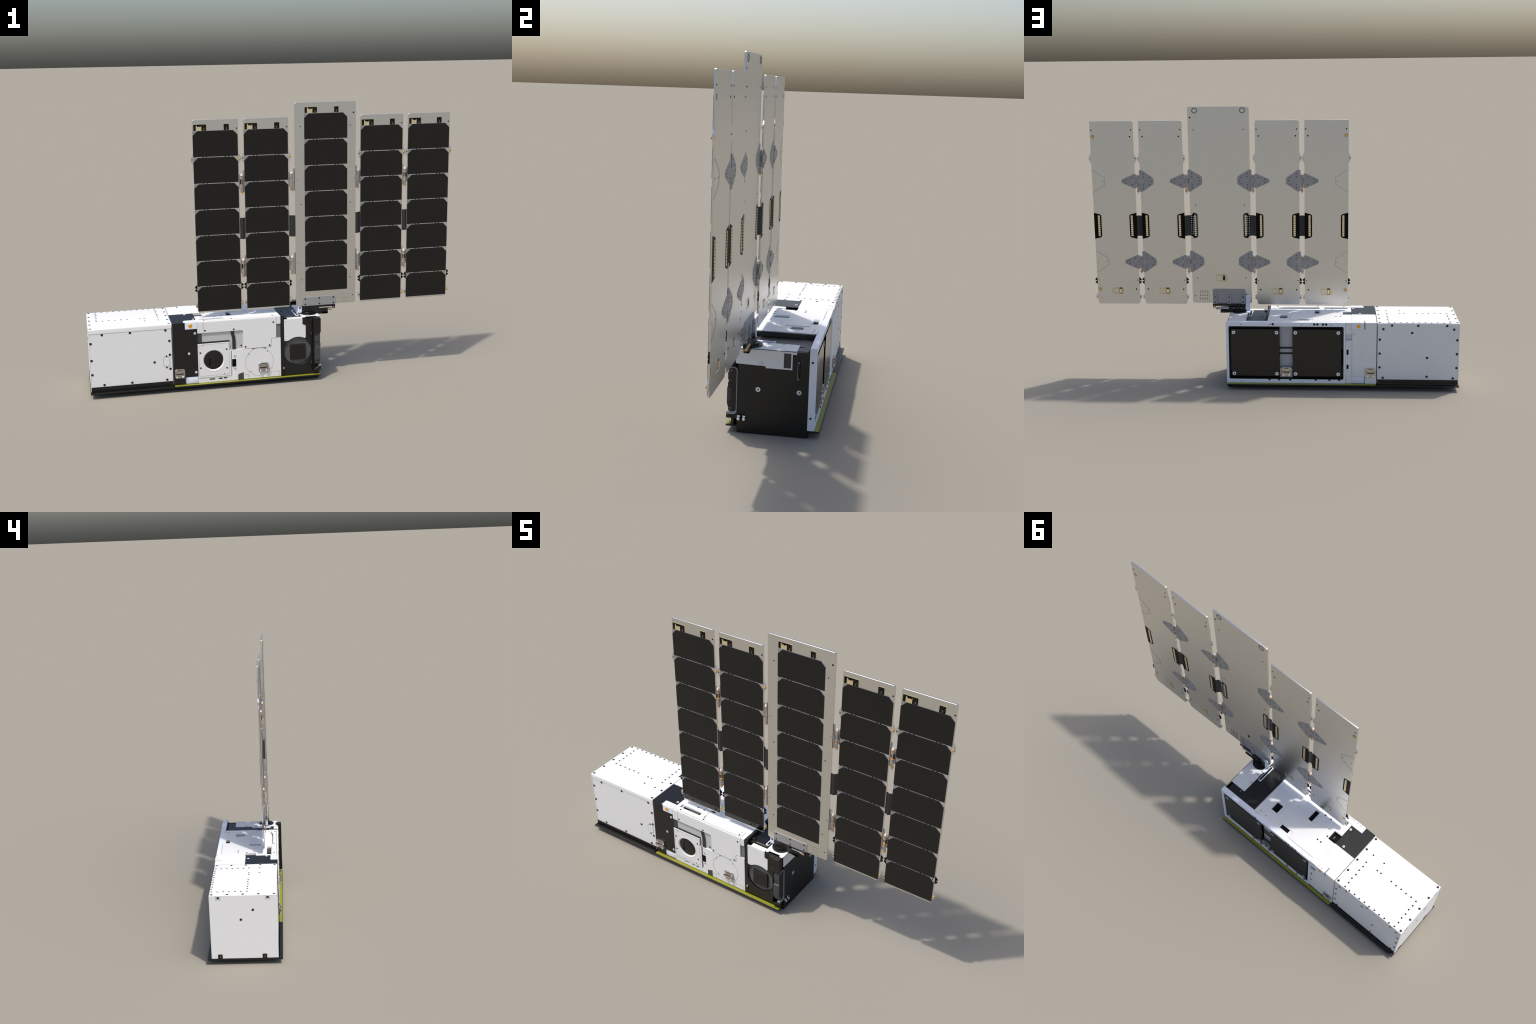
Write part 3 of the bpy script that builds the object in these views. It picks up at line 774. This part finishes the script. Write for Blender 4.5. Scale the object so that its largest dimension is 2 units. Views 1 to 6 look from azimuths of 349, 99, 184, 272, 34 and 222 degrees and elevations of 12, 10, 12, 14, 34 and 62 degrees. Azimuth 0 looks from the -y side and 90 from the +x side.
        # gold ear buttons on the front
        for z in (1.2120, .4370):
            P.lathe(x0 + .2425, yF, z, 'y', [(.0052, .001), (.0052, -.0010), (.0040, -.0035), (.0018, -.0050), (0, -.0054)], 'brass', 20)
        so = P.done(wing)
        for k in range(7):
            inst('solar_cell', cell_mesh if k < 6 else last_cell_mesh, (x0 + .0006, yF - .0004, 1.2265 - PITCH * k), so)
        return so

    for x0, sides, ya, yb in ((-.4139, (-1,), -.0979, -.0912), (-.1480, (), -.0995, -.0930), (.4838, (), -.0995, -.0930), (.7500, (1,), -.0979, -.0912)):
        outer_panel(x0, sides, ya, yb)

    # centre panel
    P = Part('solar_panel')
    yF, yB = -.1113, -.1036
    cut = rect(.2550, .3185, .5250, .5650, .009)
    P.plate([rect(.1207, .4535, .4010, 1.4900, .008), cut], 'y', yF, yB, 'skin', .0006)
    P.plate(rect(.2545, .3190, .5245, .5655, .009), 'y', yF + .0005, yB - .0012, 'tan')
    P.box(.2835, .3160, yB - .0014, yB - .0008, .5350, .5540, 'skin'); P.box(.2835, .3160, yB - .0010, yB - .0005, .5443, .5457, 'tan')
    P.box(.2680, .2820, yB - .0014, yB - .0004, .5300, .5640, 'grey', .0008); P.box(.2695, .2805, yB - .0008, yB + .0002, .5345, .5535, 'deep')
    for x, z in ((.1525, 1.3665), (.4230, 1.3660), (.1525, .9555), (.4230, .9555), (.1525, .5450), (.4230, .5445), (.4380, .4430)):
        P.cyl(x, 0, z, 'y', .0030, yF - .0006, yB + .0006, 'deep', 12)
    P.cyl(.4405, 0, 1.4315, 'y', .0044, yF - .0006, yB + .0006, 'deep', 12)
    for x in (.1335, .4455):
        for z in (1.0880, .6375): P.lathe(x, yF, z, 'y', [(.0040, .001), (.0040, -.0004), (.0028, -.0010), (0, -.0010)], 'steel', 18); P.cyl(x - .0016, 0, z, 'y', .0014, yF - .0014, yF, 'deep', 8)
    for x in (.4150, .1570):   # pull rings at the top of the back
        P.lathe(x, yB, 1.4685, 'y', [(.0152, -.001), (.0152, .0006), (.0145, .0010), (.0118, .0010), (.0110, .0006), (.0110, -.001)], 'line', 40)
        P.lathe(x, yB, 1.4685, 'y', [(.0136, 0), (.0136, .0013), (.0126, .0013), (.0126, 0)], 'dgrey', 40)
    for a, b in ((.1735, .2440), (.3325, .3605)):
        P.plate(rect(a, b, 1.4350, 1.4670, .001), 'y', yF - .0006, yF + .001, 'tan')
        P.plate(rect(a + .0022, b - .0022, 1.4355, 1.4650, .001), 'y', yF - .0010, yF + .001, 'pcb')
    P.plate([(.1870, 1.4355), (.2170, 1.4355), (.2170, 1.4600), (.2130, 1.4540), (.2100, 1.4580), (.2070, 1.4540), (.2030, 1.4540), (.2000, 1.4580), (.1970, 1.4540), (.1920, 1.4620), (.1880, 1.4620)], 'y', yF - .0013, yF, 'cream')
    for cxx in (.1810, .2310, .3465):
        for k in range(5):
            for j in (-1, 1): P.box(cxx + j * .0050 - .0030, cxx + j * .0050 + .0030, yF - .0013, yF, 1.4390 + .0053 * k, 1.4402 + .0053 * k, 'dgrey')
    for cxx in (.2310, .3465): P.box(cxx - .0008, cxx + .0008, yF - .0014, yF, 1.4390, 1.4480, 'tan')
    # terminal grid
    for i in range(4):
        for j in range(3):
            x = .4085 - .0121 * i
            P.box(x - .0020, x + .0020, yB - .001, yB + .0005, .4605 - .0193 * j, .4665 - .0193 * j, 'deep')
            P.cyl(x, 0, .4505 - .0193 * j, 'y', .0016, yF - .0005, yB + .0005, 'deep', 8)
    P.plate([(.4130, .4720), (.3640, .4720), (.3610, .4690), (.3605, .4020), (.3618, .4020), (.3622, .4680), (.3645, .4708), (.4130, .4708)], 'y', yB - .0005, yB + .0005, 'line')
    # wide edge connectors
    for u, s in ((.1212, 1), (.4530, -1)):
        P.plate([(u, .7850), (u + s * .0060, .7850), (u + s * .0170, .7710), (u + s * .0350, .7760), (u + s * .0390, .7830), (u + s * .0390, .9010), (u + s * .0350, .9080), (u + s * .0170, .9135), (u + s * .0060, .8990), (u, .8990)], 'y', yB - .001, yB + .0005, 'pcb')
        P.plate([(u, .9160), (u + s * .0360, .9100), (u + s * .0420, .9030), (u + s * .0420, .7800), (u + s * .0360, .7740), (u, .7680), (u, .7690), (u + s * .0355, .7750), (u + s * .0411, .7810), (u + s * .0411, .9025), (u + s * .0355, .9090), (u, .9150)], 'y', yB - .0008, yB + .0004, 'line')
        P.plate(rect(u + s * .0270 - .0056, u + s * .0270 + .0056, .7830, .9045, .005), 'y', yB, yB + .0009, 'grey')
        for k in range(11): P.box(u + s * .0270 - .0056, u + s * .0270 + .0056, yB, yB + .0013, .8940 - .0107 * k - .0026, .8940 - .0107 * k + .0026, 'cream')
        for k in range(10):
            for d in (.0055, .0155): P.cyl(u + s * d, 0, .8930 - .0108 * k, 'y', .0024, yB, yB + .0011, 'cap', 8)
    ctr = P.done(wing)
    for k in range(7): inst('solar_cell', cell_mesh if k < 6 else last_cell_mesh, (.1724, yF - .0004, 1.2998 - PITCH * k), ctr)

    # hinges between the leaves
    def hinge(px, pz, d, inner):
        """d=+1: pointed leaf towards +x. inner: the blunt leaf sits on the centre panel."""
        yb, yc = (-.0930, -.1036) if inner else (-.0912, -.0930)     # pointed-leaf side, blunt-leaf side
        py = -.1000 if inner else -.0985
        P = Part('panel_hinge')
        X = lambda pts: [(px + d * u, pz + v) for u, v in pts]
        tri = rp(X([(.0080, .0360), (.0110, .0390), (.0210, .0390), (.0900, .0085), (.0900, -.0085), (.0210, -.0390), (.0110, -.0390), (.0080, -.0360)]), [.003, .003, .010, .010, .010, .010, .003, .003], 4)
        P.plate(tri, 'y', yb - .0010, yb + .0012, 'leaf', .0004)
        P.plate(X([(.0100, .0132), (-.0160 if not inner else -.0095, .0132), (-.0160 if not inner else -.0095, -.0132), (.0100, -.0132)]), 'y', yb - .0010, yb + .0012, 'leaf', .0004)
        ty = yc
        if inner: trap = X([(-.0090, .0600), (-.0190, .0630), (-.0830, .0240), (-.0865, .0120), (-.0865, -.0150), (-.0830, -.0210), (-.0190, -.0615), (-.0150, -.0615), (-.0090, -.0560)])
        else: trap = X([(-.0080, .0595), (-.0240, .0595), (-.0820, .0195), (-.0870, .0100), (-.0870, -.0120), (-.0840, -.0180), (-.0240, -.0590), (-.0150, -.0590), (-.0080, -.0540), (-.0080, -.0145), (-.0182, -.0145), (-.0182, .0145), (-.0080, .0145)])
        r = [.003, .004, .008, .006, .006, .008, .008, .004, .003] + ([0] * 4 if not inner else [])
        P.plate(rp(trap, r, 4), 'y', ty - .0010, ty + .0014, 'leaf', .0004)
        for u, v in ((.0300, .0190), (.0300, -.0190), (.0640, .0090), (.0640, -.0100), (.0770, 0)):
            P.cyl(px + d * u, 0, pz + v, 'y', .0027, yb, yb + .0016, 'deep', 10)
        for u, v in ((-.0310, .0390), (-.0310, .0220), (-.0650, .0180), (-.0740, 0), (-.0650, -.0180), (-.0310, -.0220), (-.0310, -.0390)):
            P.cyl(px + d * u, 0, pz + v, 'y', .0027, ty, ty + .0018, 'deep', 10)
        for u, yy in ((.0300, yb), (-.0270, ty)): P.cyl(px + d * u, 0, pz, 'y', .0030, yy, yy + .0020, 'steel', 12, .0004)
        # knuckles on the pin
        R = .0070
        segs = [(.0300, .0140), (-.0140, -.0300)] + ([(.0130, -.0130)] if inner else [])
        for a, b in segs: P.cyl(px, py, 0, 'z', R if a != .013 else R * .96, pz + b, pz + a, 'leaf', 20)
        P.cyl(px, py, 0, 'z', .0032, pz - .0550, pz + .0350, 'steel', 14)
        if inner: P.box(*sorted((px - d * .0165, px)), py - .0055, py - .0030, pz - .0130, pz + .0130, 'leaf', .0005)
        else: P.box(*sorted((px + d * .004, px + d * .009)), py - .003, py + .005, pz - .0130, pz + .0130, 'black')
        for z in (.0300, .0135, -.0135, -.0305): P.cyl(px, py, 0, 'z', R + .0012, pz + z - .0010, pz + z + .0010, 'orange', 20)
        P.cyl(px, py, 0, 'z', R * .96, pz - .0540, pz - .0310, 'steel', 20, .0008)
        P.lathe(px, py, pz, 'z', [(R + .0012, -.0535), (R, -.0590), (0, -.0590)][::-1] + [(R * .7, -.0535)], 'orange', 20)
        P.lathe(px, py, pz, 'z', [(0, -.0700), (.0030, -.0690), (.0052, -.0650), (.0055, -.0590)], 'cap', 16)
        P.lathe(px, py, pz, 'z', [(.0055, .0310), (.0055, .0360), (.0035, .0405), (0, .0415)], 'cap', 16)
        # leaf edges seen from the front, folded in toward the pin
        P.box(*sorted((px + d * .0080, px + d * .0115)), yb - .0055, yb + .001, pz - .0370, pz + .0370, 'leaf', .0005)
        y0 = ty - .004 if not inner else ty - .006
        P.box(*sorted((px - d * .0080, px - d * .0115)), y0, ty + .001, pz - .0540, pz + .0580, 'leaf', .0005)
        return P.done(wing)
    for z in (1.0900, .6385):
        hinge(.7352, z, 1, False); hinge(.4690, z, 1, True); hinge(.1040, z, -1, True); hinge(-.1630, z, -1, False)

    # flexible ribbons across the gaps
    for a, b, ya, yb2 in ((-.1765, -.1475, -.0950, -.0950), (.0890, .1220, -.0950, -.1075), (.4520, .4840, -.1075, -.0950), (.7210, .7505, -.0950, -.0950)):
        P = Part('flex_ribbon')
        n, t = 12, .0014
        up, dn = [], []
        for i in range(n + 1):
            f = i / n
            y = ya + (yb2 - ya) * (f * f * (3 - 2 * f)) - .0035 * math.sin(PI * f) ** 2 + .0018 * math.sin(3 * PI * f)
            up.append((a + (b - a) * f, y - t / 2)); dn.append((a + (b - a) * f, y + t / 2))
        P.plate(up + dn[::-1], 'z', .7850, .8990, 'flex')
        P.done(wing)

    # ============================================================ wing drive
    P = Part('wing_drive')
    P.cyl(.1900, -.0990, 0, 'z', .0440, .3535, .3590, 'black', 48, .001)
    P.cyl(.1900, -.0990, 0, 'z', .0300, .3590, .3650, 'black', 40, .001)
    P.box(.1560, .2480, -.1095, -.1060, .3540, .3990, 'black', .0008)
    P.plate([(.1560, .3540), (.2450, .3490), (.2975, .3490), (.2975, .3790), (.2460, .3810), (.2460, .3990), (.1560, .3990)], 'y', -.1130, -.1095, 'black', .0008)
    P.box(.2640, .2975, -.1130, -.0900, .3480, .3610, 'black', .001)
    P.box(.2000, .2975, -.1000, -.0920, .3480, .3560, 'black', .001)
    for a, b in ((.1570, .1790), (.2010, .2230), (.2270, .2500)):
        P.cyl(0, -.1000, .3715, 'x', .0140 if a < .22 else .0120, a, b, 'black', 28, .001)
        P.box(a, b, -.1060, -.0860, .3590, .3715, 'black')
    P.box(.1830, .1985, -.1080, -.0880, .3640, .3950, 'black', .001)
    drv = P.done(sat)
    P = Part('drive_shaft')
    P.cyl(0, -.1000, .3715, 'x', .0060, .1550, .2600, 'chrome', 20)
    P.cyl(0, -.1000, .3715, 'x', .0074, .2520, .3130, 'steel', 24, .0006)
    for x in (.2525, .2830): P.cyl(0, -.1000, .3715, 'x', .0090, x - .0012, x + .0012, 'orange', 24)
    P.lathe(.3125, -.1000, .3715, 'x', [(.0060, -.001), (.0062, .0030), (.0098, .0058), (.0098, .0072), (0, .0072)], 'orange', 24)
    P.lathe(.3190, -.1000, .3715, 'x', [(.0060, 0), (.0050, .0025), (.0020, .0060), (0, .0090)], 'cap', 16)
    P.done(drv)
    P = Part('mounting_plate')
    yb = -.1036
    pl = [(.3405, .3980), (.3405, .4825), (.1565, .4825), (.1565, .4600), (.1500, .4540), (.1350, .4530), (.1300, .4400), (.1300, .3980)]
    P.plate(rp(pl, [0, .009, .008, .004, .004, .008, .004, 0]), 'y', yb - .0010, yb + .0030, 'leaf', .0006)
    for a, b in ((.3140, .3375), (.2370, .2600), (.1545, .1810)):
        top = [(a, .3950), (b, .3950), (b, .4520), (a, .4520)]
        P.plate(rp(top, [0, 0, .0100, .0100 if a > .2 else 0]), 'y', yb + .0025, yb + .0085, 'leaf', .001)
        cxm = (a + b) / 2 if a > .2 else .1705
        for z in (.4375, .4080): P.cyl(cxm, 0, z, 'y', .0040, yb + .0070, yb + .0089, 'deep' if a < .2 else 'screw', 14)
    for k, (u, w, h) in enumerate(((.3280, .0060, .0060), (.3180, .0012, .0070), (.3090, .0050, .0060), (.3010, .0050, .0070), (.2930, .0070, .0050), (.2840, .0060, .0062), (.2745, .0050, .0058), (.2650, .0012, .0060), (.2560, .0060, .0050))):
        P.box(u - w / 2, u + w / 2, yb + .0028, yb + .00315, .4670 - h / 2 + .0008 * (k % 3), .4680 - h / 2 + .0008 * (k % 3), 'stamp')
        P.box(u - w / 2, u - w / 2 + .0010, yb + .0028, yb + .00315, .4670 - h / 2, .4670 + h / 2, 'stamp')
    P.box(.1560, .3405, yb - .003, yb + .0095, .3855, .3985, 'black', .0012)
    P.plate([disc(.3325, .3815, .0080, 24), disc(.3325, .3815, .0044, 20)], 'y', -.1080, -.0990, 'black')
    P.box(.3270, .3405, -.1080, -.0990, .3850, .3900, 'black')
    P.done(drv)
    P = Part('backing_strip')
    P.plate(rect(.1560, .3435, .3985, .4480, .006), 'y', -.1140, -.1110, 'leaf', .0006)
    bs = P.done(drv)
    for x in (.1705, .2495, .3280):
        for z in (.4385, .4075): inst('screw', S_med, (x, -.1140, z), bs, FACE['-y'])
    P = Part('drive_arm')
    prof = [(.1300, .3600), (.1530, .3600), (.1530, .4420), (.1500, .4510), (.1330, .4510), (.1300, .4440)]
    P.plate(rp(prof, [.006, .006, .006, .007, .007, .006]), 'y', -.0970, -.0915, 'lilac', .0012)
    P.box(.1300, .1530, -.1080, -.0900, .3600, .3990, 'lilac', .003)
    P.cyl(.1415, 0, .3885, 'y', .0052, -.1088, -.1075, 'screw', 18)
    P.box(.1320, .1500, -.0960, -.0620, .3525, .3600, 'lilac', .002)
    da = P.done(drv)
    for z in (.4330, .4100, .3865): inst('screw', S_plain, (.1415, -.0915, z), da, FACE['+y'])

build()
